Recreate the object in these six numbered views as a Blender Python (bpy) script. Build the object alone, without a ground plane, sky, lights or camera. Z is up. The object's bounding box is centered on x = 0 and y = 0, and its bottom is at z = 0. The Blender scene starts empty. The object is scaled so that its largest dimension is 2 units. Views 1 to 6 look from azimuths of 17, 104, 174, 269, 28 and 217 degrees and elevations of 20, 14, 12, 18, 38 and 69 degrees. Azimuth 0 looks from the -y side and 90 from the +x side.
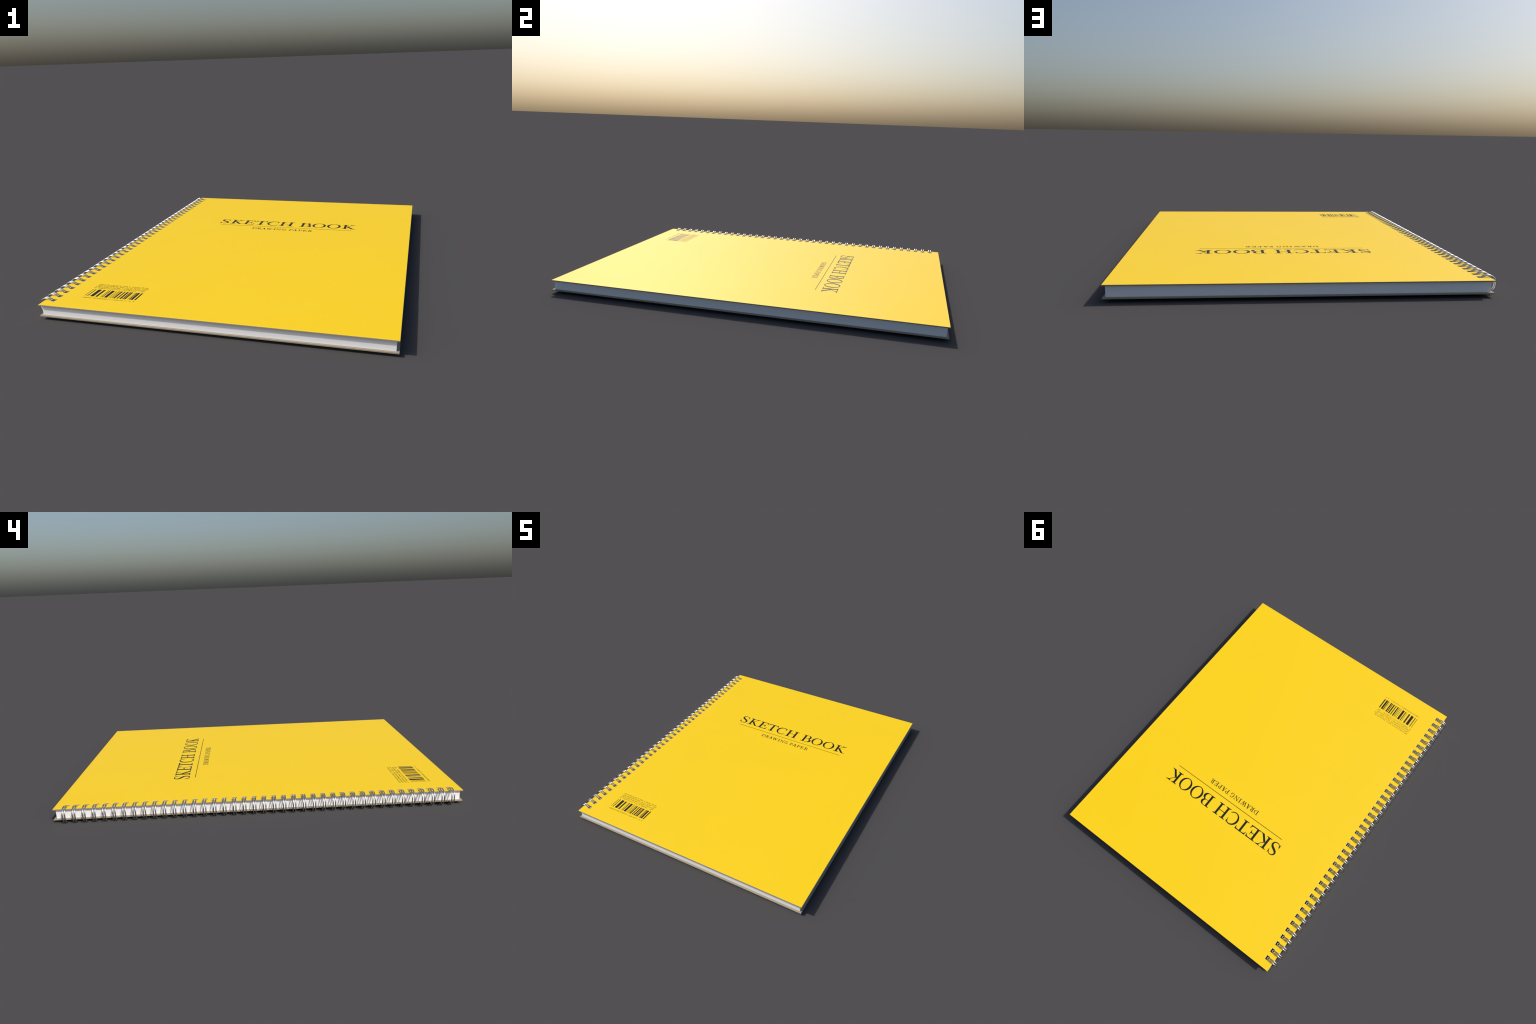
"""A wire-bound sketch book with a yellow front cover, lying flat."""
import bpy, bmesh, math, random
from mathutils import Vector
from mathutils.geometry import delaunay_2d_cdt

rng = random.Random(7)

# ------------------------------------------------------------------ sizes (metres)
COVER_X = (-0.7606, 0.7912)
COVER_Y = (-1.0, 1.0)
BACK_Z = (0.0119, 0.0175)
BLOCK_Z = (0.0175, 0.0637)
FRONT_Z = (0.0637, 0.0688)
INSET = 0.0114                    # the paper is cut this much smaller than the covers
HOLE_X = (-0.7280, -0.7085)
HOLE_W = 0.0236
RINGS = 40
RING_Y = 0.9418                   # centre of the outermost ring
RING_CENTRE = (-0.7490, 0.0405)   # x, z of the middle of a ring
WIRE_R = 0.0030
# centre line of a ring seen along the spine, from its tip in the cover's hole to the outermost
# point of the bend, measured from RING_CENTRE; the lower half is its mirror image
RING_PROFILE = [(0.0305, 0.0178), (0.0258, 0.0232), (0.0200, 0.0282), (0.0127, 0.0328), (0.0050, 0.0361), (-0.0040, 0.0375),
                (-0.0130, 0.0361), (-0.0220, 0.0322), (-0.0300, 0.0258), (-0.0358, 0.0180), (-0.0386, 0.0092), (-0.0392, 0.0)]
WIRE_GAP = 0.0119                 # between the two wires of one ring
INK_TOP = FRONT_Z[1] + 0.0003

ring_ys = [RING_Y - i * 2 * RING_Y / (RINGS - 1) for i in range(RINGS)]


# ------------------------------------------------------------------ materials
def material(name, colour, rough, metallic=0.0, specular=0.5):
    m = bpy.data.materials.new(name)
    m.use_nodes = True
    p = m.node_tree.nodes["Principled BSDF"]
    p.inputs["Base Color"].default_value = (*colour, 1)
    p.inputs["Roughness"].default_value = rough
    p.inputs["Metallic"].default_value = metallic
    p.inputs["Specular IOR Level"].default_value = specular
    return m, m.node_tree.nodes, m.node_tree.links, p


def mottle(mat, colour, amount, scale, detail=3.0, stretch=(1, 1, 1)):
    """faint irregular variation of one base colour"""
    m, nodes, links, p = mat
    coord = nodes.new("ShaderNodeTexCoord")
    mapping = nodes.new("ShaderNodeMapping")
    mapping.inputs["Scale"].default_value = stretch
    noise = nodes.new("ShaderNodeTexNoise")
    noise.inputs["Scale"].default_value = scale
    noise.inputs["Detail"].default_value = detail
    ramp = nodes.new("ShaderNodeValToRGB")
    ramp.color_ramp.elements[0].position = 0.3
    ramp.color_ramp.elements[1].position = 0.7
    ramp.color_ramp.elements[0].color = (*[c * (1 - amount) for c in colour], 1)
    ramp.color_ramp.elements[1].color = (*[min(1, c * (1 + amount)) for c in colour], 1)
    links.new(coord.outputs["Object"], mapping.inputs["Vector"])
    links.new(mapping.outputs["Vector"], noise.inputs["Vector"])
    links.new(noise.outputs["Fac"], ramp.inputs["Fac"])
    links.new(ramp.outputs["Color"], p.inputs["Base Color"])
    return noise


YELLOW = (0.995, 0.665, 0.0015)
yellow = material("yellow_coated_card", YELLOW, 0.5)
mottle(yellow, YELLOW, 0.005, 3.0)
TAN = (0.36, 0.315, 0.235)
board = material("grey_board", TAN, 0.8, specular=0.3)
mottle(board, TAN, 0.04, 60.0, stretch=(1, 1, 6))
WHITE = (0.94, 0.94, 0.945)
paper = material("white_paper_edges", WHITE, 0.9, specular=0.2)
mottle(paper, WHITE, 0.02, 14.0, stretch=(1, 1, 40))
steel = material("bright_wire", (0.68, 0.68, 0.68), 0.23, metallic=1.0)
ink = material("black_print", (0.002, 0.006, 0.003), 0.5)
bar_ink = material("barcode_print", (0.002, 0.002, 0.004), 0.5)
YELLOW_M, BOARD_M, PAPER_M, STEEL_M, INK_M, BAR_M = (t[0] for t in (yellow, board, paper, steel, ink, bar_ink))


# ------------------------------------------------------------------ objects
def add(name, mesh, parent, loc=(0, 0, 0)):
    ob = bpy.data.objects.new(name, mesh)
    bpy.context.scene.collection.objects.link(ob)
    ob.parent = parent
    ob.location = loc
    return ob


book = bpy.data.objects.new("sketch_book", None)
bpy.context.scene.collection.objects.link(book)
book["label"] = "yellow wire-bound sketch book lying flat, printed title and barcode"
book["category"] = "sketch book"


# ------------------------------------------------------------------ punched slabs
def punched_slab(name, xr, yr, zr, side_mat, top_mat=None, bevel=0.0):
    """a flat slab with the row of punched square holes along its -x edge"""
    xs = [xr[0], HOLE_X[0], HOLE_X[1], xr[1]]
    ys, is_hole = [yr[0]], []
    for y in sorted(ring_ys):
        ys += [y - HOLE_W / 2, y + HOLE_W / 2]
        is_hole += [False, True]
    ys.append(yr[1])
    is_hole.append(False)
    bm = bmesh.new()
    grid = {}

    def v(i, j, k):
        if (i, j, k) not in grid:
            grid[i, j, k] = bm.verts.new((xs[i], ys[j], zr[k]))
        return grid[i, j, k]

    def solid(i, j):
        return 0 <= i < 3 and 0 <= j < len(is_hole) and not (i == 1 and is_hole[j])

    for i in range(3):
        for j in range(len(is_hole)):
            if not solid(i, j):
                continue
            f = bm.faces.new([v(i, j, 1), v(i + 1, j, 1), v(i + 1, j + 1, 1), v(i, j + 1, 1)])
            f.material_index = 1 if top_mat else 0
            bm.faces.new([v(i, j, 0), v(i, j + 1, 0), v(i + 1, j + 1, 0), v(i + 1, j, 0)])
            for di, dj, a, b in ((-1, 0, (0, 1), (0, 0)), (1, 0, (1, 0), (1, 1)), (0, -1, (0, 0), (1, 0)), (0, 1, (1, 1), (0, 1))):
                if not solid(i + di, j + dj):
                    p, q = (i + a[0], j + a[1]), (i + b[0], j + b[1])
                    bm.faces.new([v(*p, 0), v(*q, 0), v(*q, 1), v(*p, 1)])
    mesh = bpy.data.meshes.new(name)
    bm.to_mesh(mesh)
    bm.free()
    for m in (side_mat, top_mat or side_mat):
        mesh.materials.append(m)
    ob = add(name, mesh, book)
    if bevel:
        b = ob.modifiers.new("soft_edges", "BEVEL")
        b.width, b.segments, b.limit_method, b.angle_limit = bevel, 2, "ANGLE", math.radians(60)
    return ob


front = punched_slab("front_cover", COVER_X, COVER_Y, FRONT_Z, BOARD_M, YELLOW_M, 0.0003)
punched_slab("back_cover", COVER_X, COVER_Y, BACK_Z, BOARD_M, None, 0.0005)
punched_slab("paper_block", (COVER_X[0] + INSET, COVER_X[1] - INSET), (COVER_Y[0] + INSET, COVER_Y[1] - INSET),
             (BLOCK_Z[0] + 0.0001, BLOCK_Z[1] - 0.0001), PAPER_M)


# ------------------------------------------------------------------ wire rings
def ring_mesh():
    """two parallel wires bent round the spine, joined in a round tip at both ends"""
    knots = [Vector((x, 0, z)) for x, z in RING_PROFILE] + [Vector((x, 0, -z)) for x, z in RING_PROFILE[-2::-1]]
    curve = [2 * knots[0] - knots[1]] + knots + [2 * knots[-1] - knots[-2]]
    fine = []
    for k in range(1, len(curve) - 2):
        a, b, c, d = curve[k - 1:k + 3]
        for t in (q / 8 for q in range(8)):
            fine.append(0.5 * (2 * b + (c - a) * t + (2 * a - 5 * b + 4 * c - d) * t * t + (3 * b - a - 3 * c + d) * t ** 3))
    fine.append(knots[-1])
    run = [0.0]
    for a, b in zip(fine, fine[1:]):
        run.append(run[-1] + (b - a).length)
    length = run[-1]

    def along(s):
        """point of the profile at arc length s, and the outward direction there"""
        k = max(0, min(len(fine) - 2, sum(1 for q in run if q <= s) - 1))
        t = (s - run[k]) / (run[k + 1] - run[k])
        d = (fine[min(k + 2, len(fine) - 1)] - fine[max(k - 1, 0)]).normalized()
        return fine[k].lerp(fine[k + 1], t), Vector((d.z, 0, -d.x))

    half = WIRE_GAP / 2
    flat = []                                       # closed stadium in (arc length, y)
    n_arc, n_tip = 64, 10
    for k in range(n_arc):
        flat.append((half + (length - 2 * half) * k / n_arc, -half))
    for k in range(n_tip):
        a = -math.pi / 2 + math.pi * k / n_tip
        flat.append((length - half + half * math.cos(a), half * math.sin(a)))
    for k in range(n_arc):
        flat.append((length - half - (length - 2 * half) * k / n_arc, half))
    for k in range(n_tip):
        a = math.pi / 2 + math.pi * k / n_tip
        flat.append((half + half * math.cos(a), half * math.sin(a)))
    path, out = [], []
    for s, y in flat:
        p, n = along(s)
        out.append(n)
        path.append(p + Vector((0, y, 0)))
    bm = bmesh.new()
    sides, rows = 12, []
    n = len(path)
    for k in range(n):
        tangent = (path[(k + 1) % n] - path[k - 1]).normalized()
        u = (out[k] - tangent * out[k].dot(tangent)).normalized()
        w = tangent.cross(u)
        rows.append([bm.verts.new(path[k] + WIRE_R * (math.cos(2 * math.pi * q / sides) * u + math.sin(2 * math.pi * q / sides) * w)) for q in range(sides)])
    for k in range(n):
        a, b = rows[k], rows[(k + 1) % n]
        for q in range(sides):
            f = bm.faces.new([a[q], b[q], b[(q + 1) % sides], a[(q + 1) % sides]])
            f.smooth = True
    bmesh.ops.recalc_face_normals(bm, faces=bm.faces)
    mesh = bpy.data.meshes.new("wire_ring")
    bm.to_mesh(mesh)
    bm.free()
    mesh.materials.append(STEEL_M)
    return mesh


ring = ring_mesh()
for y in ring_ys:
    add("wire_ring", ring, book, (RING_CENTRE[0], y, RING_CENTRE[1]))


# ------------------------------------------------------------------ flat print: shapes joined and cut in the plane
def inside(p, poly):
    x, y = p
    hit = False
    for (x0, y0), (x1, y1) in zip(poly, poly[1:] + poly[:1]):
        if (y0 > y) != (y1 > y) and x < x0 + (y - y0) * (x1 - x0) / (y1 - y0):
            hit = not hit
    return hit


def print_mesh(name, adds, cuts, mat):
    """union of the polygons in adds, less those in cuts, as a very thin layer of ink"""
    verts, edges = [], []
    for poly in adds + cuts:
        first = len(verts)
        verts += [Vector(p) for p in poly]
        edges += [(first + k, first + (k + 1) % len(poly)) for k in range(len(poly))]
    vo, _, fo, *_ = delaunay_2d_cdt(verts, edges, [], 0, 1e-6)
    bm = bmesh.new()
    top = [bm.verts.new((p.x, p.y, 0)) for p in vo]
    boxes = [(min(p[0] for p in g), max(p[0] for p in g), min(p[1] for p in g), max(p[1] for p in g)) for g in adds + cuts]

    def within(c, k):
        b = boxes[k]
        return b[0] <= c[0] <= b[1] and b[2] <= c[1] <= b[3] and inside(c, (adds + cuts)[k])

    for f in fo:
        c = (sum(vo[k].x for k in f) / len(f), sum(vo[k].y for k in f) / len(f))
        if any(within(c, k) for k in range(len(adds))) and not any(within(c, k) for k in range(len(adds), len(boxes))):
            bm.faces.new([top[k] for k in f])
    bmesh.ops.delete(bm, geom=[v for v in bm.verts if not v.link_faces], context="VERTS")
    bmesh.ops.recalc_face_normals(bm, faces=bm.faces)
    if bm.faces and sum(f.normal.z for f in bm.faces) < 0:
        bmesh.ops.reverse_faces(bm, faces=bm.faces)
    rim = [e for e in bm.edges if e.is_boundary]
    low = bmesh.ops.extrude_edge_only(bm, edges=rim)["geom"]
    for v in low:
        if isinstance(v, bmesh.types.BMVert):
            v.co.z = -0.0008
    mesh = bpy.data.meshes.new(name)
    bm.to_mesh(mesh)
    bm.free()
    mesh.materials.append(mat)
    return mesh


# ---- strokes, in units of the capital height
STEM, HAIR, TOE = 0.167, 0.072, 0.052


def rect(x0, y0, x1, y1):
    return [(x0, y0), (x1, y0), (x1, y1), (x0, y1)]


def bend(p0, c, p1, n=8):
    return [((1 - t) ** 2 * p0[0] + 2 * t * (1 - t) * c[0] + t * t * p1[0],
             (1 - t) ** 2 * p0[1] + 2 * t * (1 - t) * c[1] + t * t * p1[1]) for t in (k / n for k in range(n + 1))]


def mirror(poly, y=0.5):
    return [(px, 2 * y - py) for px, py in poly]


def foot(l, r, a, b, rise=0.095):
    """bracketed serif from l to r under a stem that spans a to b"""
    right = bend((r, TOE), (b + 0.012, TOE + 0.012), (b, rise))
    left = bend((a, rise), (a - 0.012, TOE + 0.012), (l, TOE))
    return [(l, 0), (r, 0)] + right + left


def stem(a, b=None, l=None, r=None, both=True):
    b = a + STEM if b is None else b
    l = a - 0.145 if l is None else l
    r = b + 0.145 if r is None else r
    f = foot(l, r, a, b)
    return [rect(a, 0.01, b, 0.99), f] + ([mirror(f)] if both else [])


def ellipse(cx, cy, rx, ry, tilt=0.0, n=48):
    c, s = math.cos(tilt), math.sin(tilt)
    pts = [(rx * math.cos(2 * math.pi * k / n), ry * math.sin(2 * math.pi * k / n)) for k in range(n)]
    return [(cx + x * c - y * s, cy + x * s + y * c) for x, y in pts]


def ribbon(points, per=10):
    """stroke through (x, y, width) points along a smooth curve"""
    p = [Vector(q) for q in points]
    p = [2 * p[0] - p[1]] + p + [2 * p[-1] - p[-2]]
    line = []
    for k in range(1, len(p) - 2):
        for t in (i / per for i in range(per)):
            a, b, c, d = p[k - 1:k + 3]
            line.append(0.5 * (2 * b + (c - a) * t + (2 * a - 5 * b + 4 * c - d) * t * t + (3 * b - a - 3 * c + d) * t ** 3))
    line.append(p[-2])
    left, right = [], []
    for k, q in enumerate(line):
        d = (line[min(k + 1, len(line) - 1)] - line[max(k - 1, 0)])
        n = Vector((-d.y, d.x)).normalized() * q.z / 2
        left.append((q.x + n.x, q.y + n.y))
        right.append((q.x - n.x, q.y - n.y))
    return left + right[::-1]


def slant(x0, y0, x1, y1, w):
    """straight diagonal stroke of horizontal width w"""
    return [(x0 - w / 2, y0), (x0 + w / 2, y0), (x1 + w / 2, y1), (x1 - w / 2, y1)]


def arm(a, r, tip, thick=HAIR):
    """lower arm of an E, from a to r, its end turned up to the height tip"""
    return [(a, 0), (r - 0.012, 0), (r, tip), (r - 0.028, tip)] + bend((r - 0.045, tip * 0.78), (r - 0.07, thick), (r - 0.24, thick)) + [(a, thick)]


def bowl_of(a, r, y0, y1, thick):
    """outer and inner outline of the bowl that joins a stem at a and reaches out to r"""
    h, cy = (y1 - y0) / 2, (y0 + y1) / 2
    s = max(a, r - h * 1.12)
    outer = [(a, y0), (s, y0)] + [(s + (r - s) * math.sin(t), cy - h * math.cos(t)) for t in (math.pi * k / 24 for k in range(1, 24))] + [(s, y1), (a, y1)]
    hi, ri = h - 0.042, r - thick
    s2 = max(a + 0.02, min(s, ri - hi * 0.75))
    inner = [(a, y0 + 0.042), (s2, y0 + 0.042)] + [(s2 + (ri - s2) * math.sin(t), cy - hi * math.cos(t)) for t in (math.pi * k / 24 for k in range(1, 24))] + [(s2, y1 - 0.042), (a, y1 - 0.042)]
    return outer, inner


def arc_stroke(cx, rx, a0, a1, thick, ry=0.515):
    pts = []
    for k in range(17):
        t = math.radians(a0 + (a1 - a0) * k / 16)
        w = HAIR + (thick - HAIR) * max(0, -math.cos(t + 0.14)) ** 1.4
        w *= 0.75 if k in (0, 16) else 1
        pts.append((cx + (rx - w / 2) * math.cos(t), 0.5 + (ry - w / 2) * math.sin(t), w))
    return ribbon(pts, 4)


def leg(x0, y0, x1, tip):
    """heavy straight leg of K and R ending in a pointed foot at tip"""
    d = 0.165
    return [(x0 - 0.01, y0 + 0.01), (x1, 0), (tip, 0), (tip, TOE)] + bend((tip, TOE), (x1 + d + 0.02, 0.03), (x1 + d * 0.6, 0.12)) + [(x0 + d, y0 + 0.05)]


def glyph(ch):
    """(shapes, cuts) of a roman capital; its left serif stands at x = 0"""
    cut = []
    if ch == "S":
        body = ribbon([(0.575, 0.79, 0.04), (0.50, 0.945, 0.05), (0.33, 1.005, 0.06), (0.14, 0.945, 0.09), (0.065, 0.785, 0.13),
                       (0.145, 0.63, 0.16), (0.33, 0.515, 0.172), (0.51, 0.395, 0.162), (0.592, 0.235, 0.135), (0.51, 0.055, 0.09),
                       (0.31, -0.008, 0.06), (0.13, 0.055, 0.05), (0.045, 0.24, 0.04)])
        high = [(0.545, 0.90), (0.585, 0.965), (0.59, 1.015), (0.618, 1.015), (0.622, 0.67), (0.592, 0.67)] + bend((0.58, 0.74), (0.57, 0.83), (0.53, 0.88))
        low = [(0.088, 0.12), (0.035, 0.055), (0.03, -0.025), (0.0, -0.025), (-0.008, 0.34), (0.022, 0.34)] + bend((0.034, 0.27), (0.044, 0.18), (0.10, 0.14))
        shapes = [body, high, low]
    elif ch == "K":
        shapes = stem(0.147)
        shapes.append([(0.28, 0.465), (0.28, 0.515)] + bend((0.30, 0.525), (0.56, 0.75), (0.64, 0.88)) + [(0.76, 0.97), (0.72, 0.88)] + bend((0.70, 0.86), (0.56, 0.70), (0.37, 0.50)))
        shapes.append([(0.555, 1), (0.955, 1), (0.955, 1 - TOE)] + bend((0.955, 1 - TOE), (0.80, 0.965), (0.70, 0.86)) + bend((0.63, 0.865), (0.67, 0.96), (0.555, 1 - TOE)))
        shapes.append(leg(0.292, 0.505, 0.725, 1.03))
    elif ch == "E":
        shapes = stem(0.165, r=0.36)
        shapes += [arm(0.2, 0.885, 0.31), mirror(arm(0.2, 0.83, 0.265))]
        shapes += [rect(0.2, 0.5, 0.62, 0.555),
                   [(0.645, 0.30), (0.645, 0.735), (0.618, 0.735)] + bend((0.61, 0.66), (0.60, 0.555), (0.48, 0.555)) + bend((0.48, 0.5), (0.60, 0.5), (0.618, 0.30))]
    elif ch == "T":
        shapes = stem(0.375, l=0.21, r=0.695, both=False)
        half = arm(0.44, 0.91, 0.275)
        shapes += [mirror(half), [(0.9 - px, py) for px, py in mirror(half)]]
    elif ch == "C":
        shapes = [arc_stroke(0.51, 0.51, 46, 319, 0.155, 0.53)]
        shapes.append([(0.76, 0.90), (0.79, 0.955), (0.797, 1.015), (0.826, 1.015), (0.824, 0.635), (0.794, 0.635)] + bend((0.782, 0.72), (0.77, 0.82), (0.72, 0.885)))
    elif ch == "G":
        shapes = [arc_stroke(0.45, 0.45, 46, 312, 0.155, 0.53)]
        shapes.append([(0.645, 0.90), (0.675, 0.955), (0.682, 1.01), (0.71, 1.01), (0.712, 0.66), (0.684, 0.66)] + bend((0.672, 0.73), (0.66, 0.82), (0.61, 0.885)))
        shapes += [rect(0.63, 0.06, 0.77, 0.40), [(px, 0.42 - py) for px, py in foot(0.49, 0.87, 0.63, 0.77)]]
    elif ch == "H":
        shapes = stem(0.15) + stem(0.785) + [rect(0.2, 0.495, 0.85, 0.55)]
    elif ch == "O":
        shapes, cut = [ellipse(0.505, 0.5, 0.505, 0.53)], [ellipse(0.505, 0.5, 0.345, 0.472, -0.03)]
    elif ch in "BDPR":
        shapes = stem(0.145, r=0.40 if ch in "PR" else 0.2)
        if ch == "B":
            bowls = [(0.80, 0.495, 1.0, 0.165), (0.90, 0.0, 0.545, 0.18)]
        elif ch == "D":
            bowls = [(0.955, 0.0, 1.0, 0.155)]
        else:
            bowls = [(0.765 if ch == "P" else 0.72, 0.44, 1.0, 0.15)]
        for r, y0, y1, thick in bowls:
            outer, inner = bowl_of(0.2, r, y0, y1, thick)
            shapes.append(outer)
            cut.append([(max(px, 0.145 + STEM), py) for px, py in inner])
        if ch == "R":
            shapes.append(leg(0.36, 0.47, 0.66, 0.90))
    elif ch == "A":
        shapes = [slant(0.16, 0.02, 0.475, 1.0, 0.085), slant(0.745, 0.02, 0.475, 1.0, 0.185), rect(0.25, 0.32, 0.68, 0.385),
                  foot(0, 0.31, 0.135, 0.19), foot(0.56, 0.97, 0.665, 0.825)]
    elif ch == "W":
        shapes = [slant(0.40, 0.0, 0.15, 0.98, 0.15), slant(0.40, 0.0, 0.63, 0.98, 0.085), slant(0.86, 0.0, 0.61, 0.98, 0.15), slant(0.86, 0.0, 1.10, 0.98, 0.085)]
        shapes += [mirror(foot(0, 0.33, 0.08, 0.22)), mirror(foot(0.96, 1.24, 1.07, 1.13))]
    elif ch == "I":
        shapes = stem(0.145, r=0.43)
    elif ch == "N":
        shapes = [rect(0.15, 0.01, 0.225, 0.97), rect(0.85, 0.0, 0.925, 0.99), slant(0.875, 0.0, 0.16, 1.0, 0.17),
                  foot(0.03, 0.36, 0.165, 0.215), mirror(foot(0.72, 1.06, 0.865, 0.915))]
        shapes.append(rect(0.0, 0.97, 0.17, 1.0))
    return shapes, cut


def place(shapes, x, y, size):
    return [[(x + px * size, y + py * size) for px, py in poly] for poly in shapes]


def lettering(name, baseline, height, letters):
    for ch, x in letters:
        shapes, cut = glyph(ch)
        add(name, print_mesh(name, place(shapes, 0, 0, height), place(cut, 0, 0, height), INK_M), front, (x, baseline, INK_TOP))


lettering("title_letter", 0.3710, 0.0822, [("S", -0.3927), ("K", -0.3263), ("E", -0.2420), ("T", -0.1652), ("C", -0.0857), ("H", -0.0055),
                                            ("B", 0.1245), ("O", 0.2036), ("O", 0.2955), ("K", 0.3880)])
STEM, HAIR, TOE = 0.165, 0.08, 0.055      # small capitals are cut a little heavier
lettering("subtitle_letter", 0.2779, 0.0303, [("D", -0.1535), ("R", -0.1198), ("A", -0.0922), ("W", -0.0612), ("I", -0.0172), ("N", 0.0003),
                                               ("G", 0.0388), ("P", 0.0796), ("A", 0.1042), ("P", 0.1377), ("E", 0.1650), ("R", 0.1972)])
add("rule_line", print_mesh("rule_line", [rect(-0.3737, -0.0016, 0.4514, 0.0016)], [], INK_M), front, (0, 0.3379, INK_TOP))

# ------------------------------------------------------------------ barcode
BARS = [(-0.6116, 0.0025), (-0.5990, 0.0046), (-0.5828, 0.0171), (-0.5559, 0.0026), (-0.5527, 0.0070), (-0.5318, 0.0022), (-0.5239, 0.0049),
        (-0.5121, 0.0140), (-0.4896, 0.0021), (-0.4809, 0.0022), (-0.4731, 0.0032), (-0.4651, 0.0076), (-0.4487, 0.0028), (-0.4453, 0.0026),
        (-0.4348, 0.0082), (-0.4208, 0.0050), (-0.4128, 0.0078), (-0.3945, 0.0018), (-0.3881, 0.0050), (-0.3802, 0.0108), (-0.3615, 0.0070)]
BAR_Y = (-0.8660, -0.7890)
for x, w in BARS:
    add("barcode_bar", print_mesh("barcode_bar", [rect(0, 0, w, BAR_Y[1] - BAR_Y[0])], [], BAR_M), front, (x, BAR_Y[0], INK_TOP))


def tiny_line(x0, x1, height):
    """one line of print too small to read: uneven little strokes in character cells"""
    shapes, x, t = [], x0, 0.00078
    while x < x1 - 0.004:
        w = rng.uniform(0.0038, 0.0062)
        kind = rng.random()
        if kind > 0.05:
            if rng.random() < 0.8:
                shapes.append(rect(x, 0, x + t, height))
            if rng.random() < 0.55:
                shapes.append(rect(x + w - t, height * rng.choice((0, 0, 0.45)), x + w, height * rng.choice((1, 1, 0.55))))
            for level in (0.0, 0.43, 0.86):
                if rng.random() < 0.5:
                    shapes.append(rect(x, height * level, x + w, height * level + t))
            if kind > 0.8:
                shapes.append(slant(x + t, 0, x + w - t, height, t))
        x += w + rng.uniform(0.0016, 0.0034)
    return shapes


for x0, x1, y, h in [(-0.6150, -0.3520, -0.7770, 0.0082), (-0.6145, -0.3515, -0.7628, 0.0082), (-0.6140, -0.3510, -0.7486, 0.0082),
                     (-0.6135, -0.3500, -0.7344, 0.0082), (-0.6165, -0.3530, -0.8868, 0.0082)]:
    line = add("fine_print", print_mesh("fine_print", tiny_line(x0, x1, h), [], BAR_M), front, (0, y, INK_TOP))
    line["kind"] = "stuff"
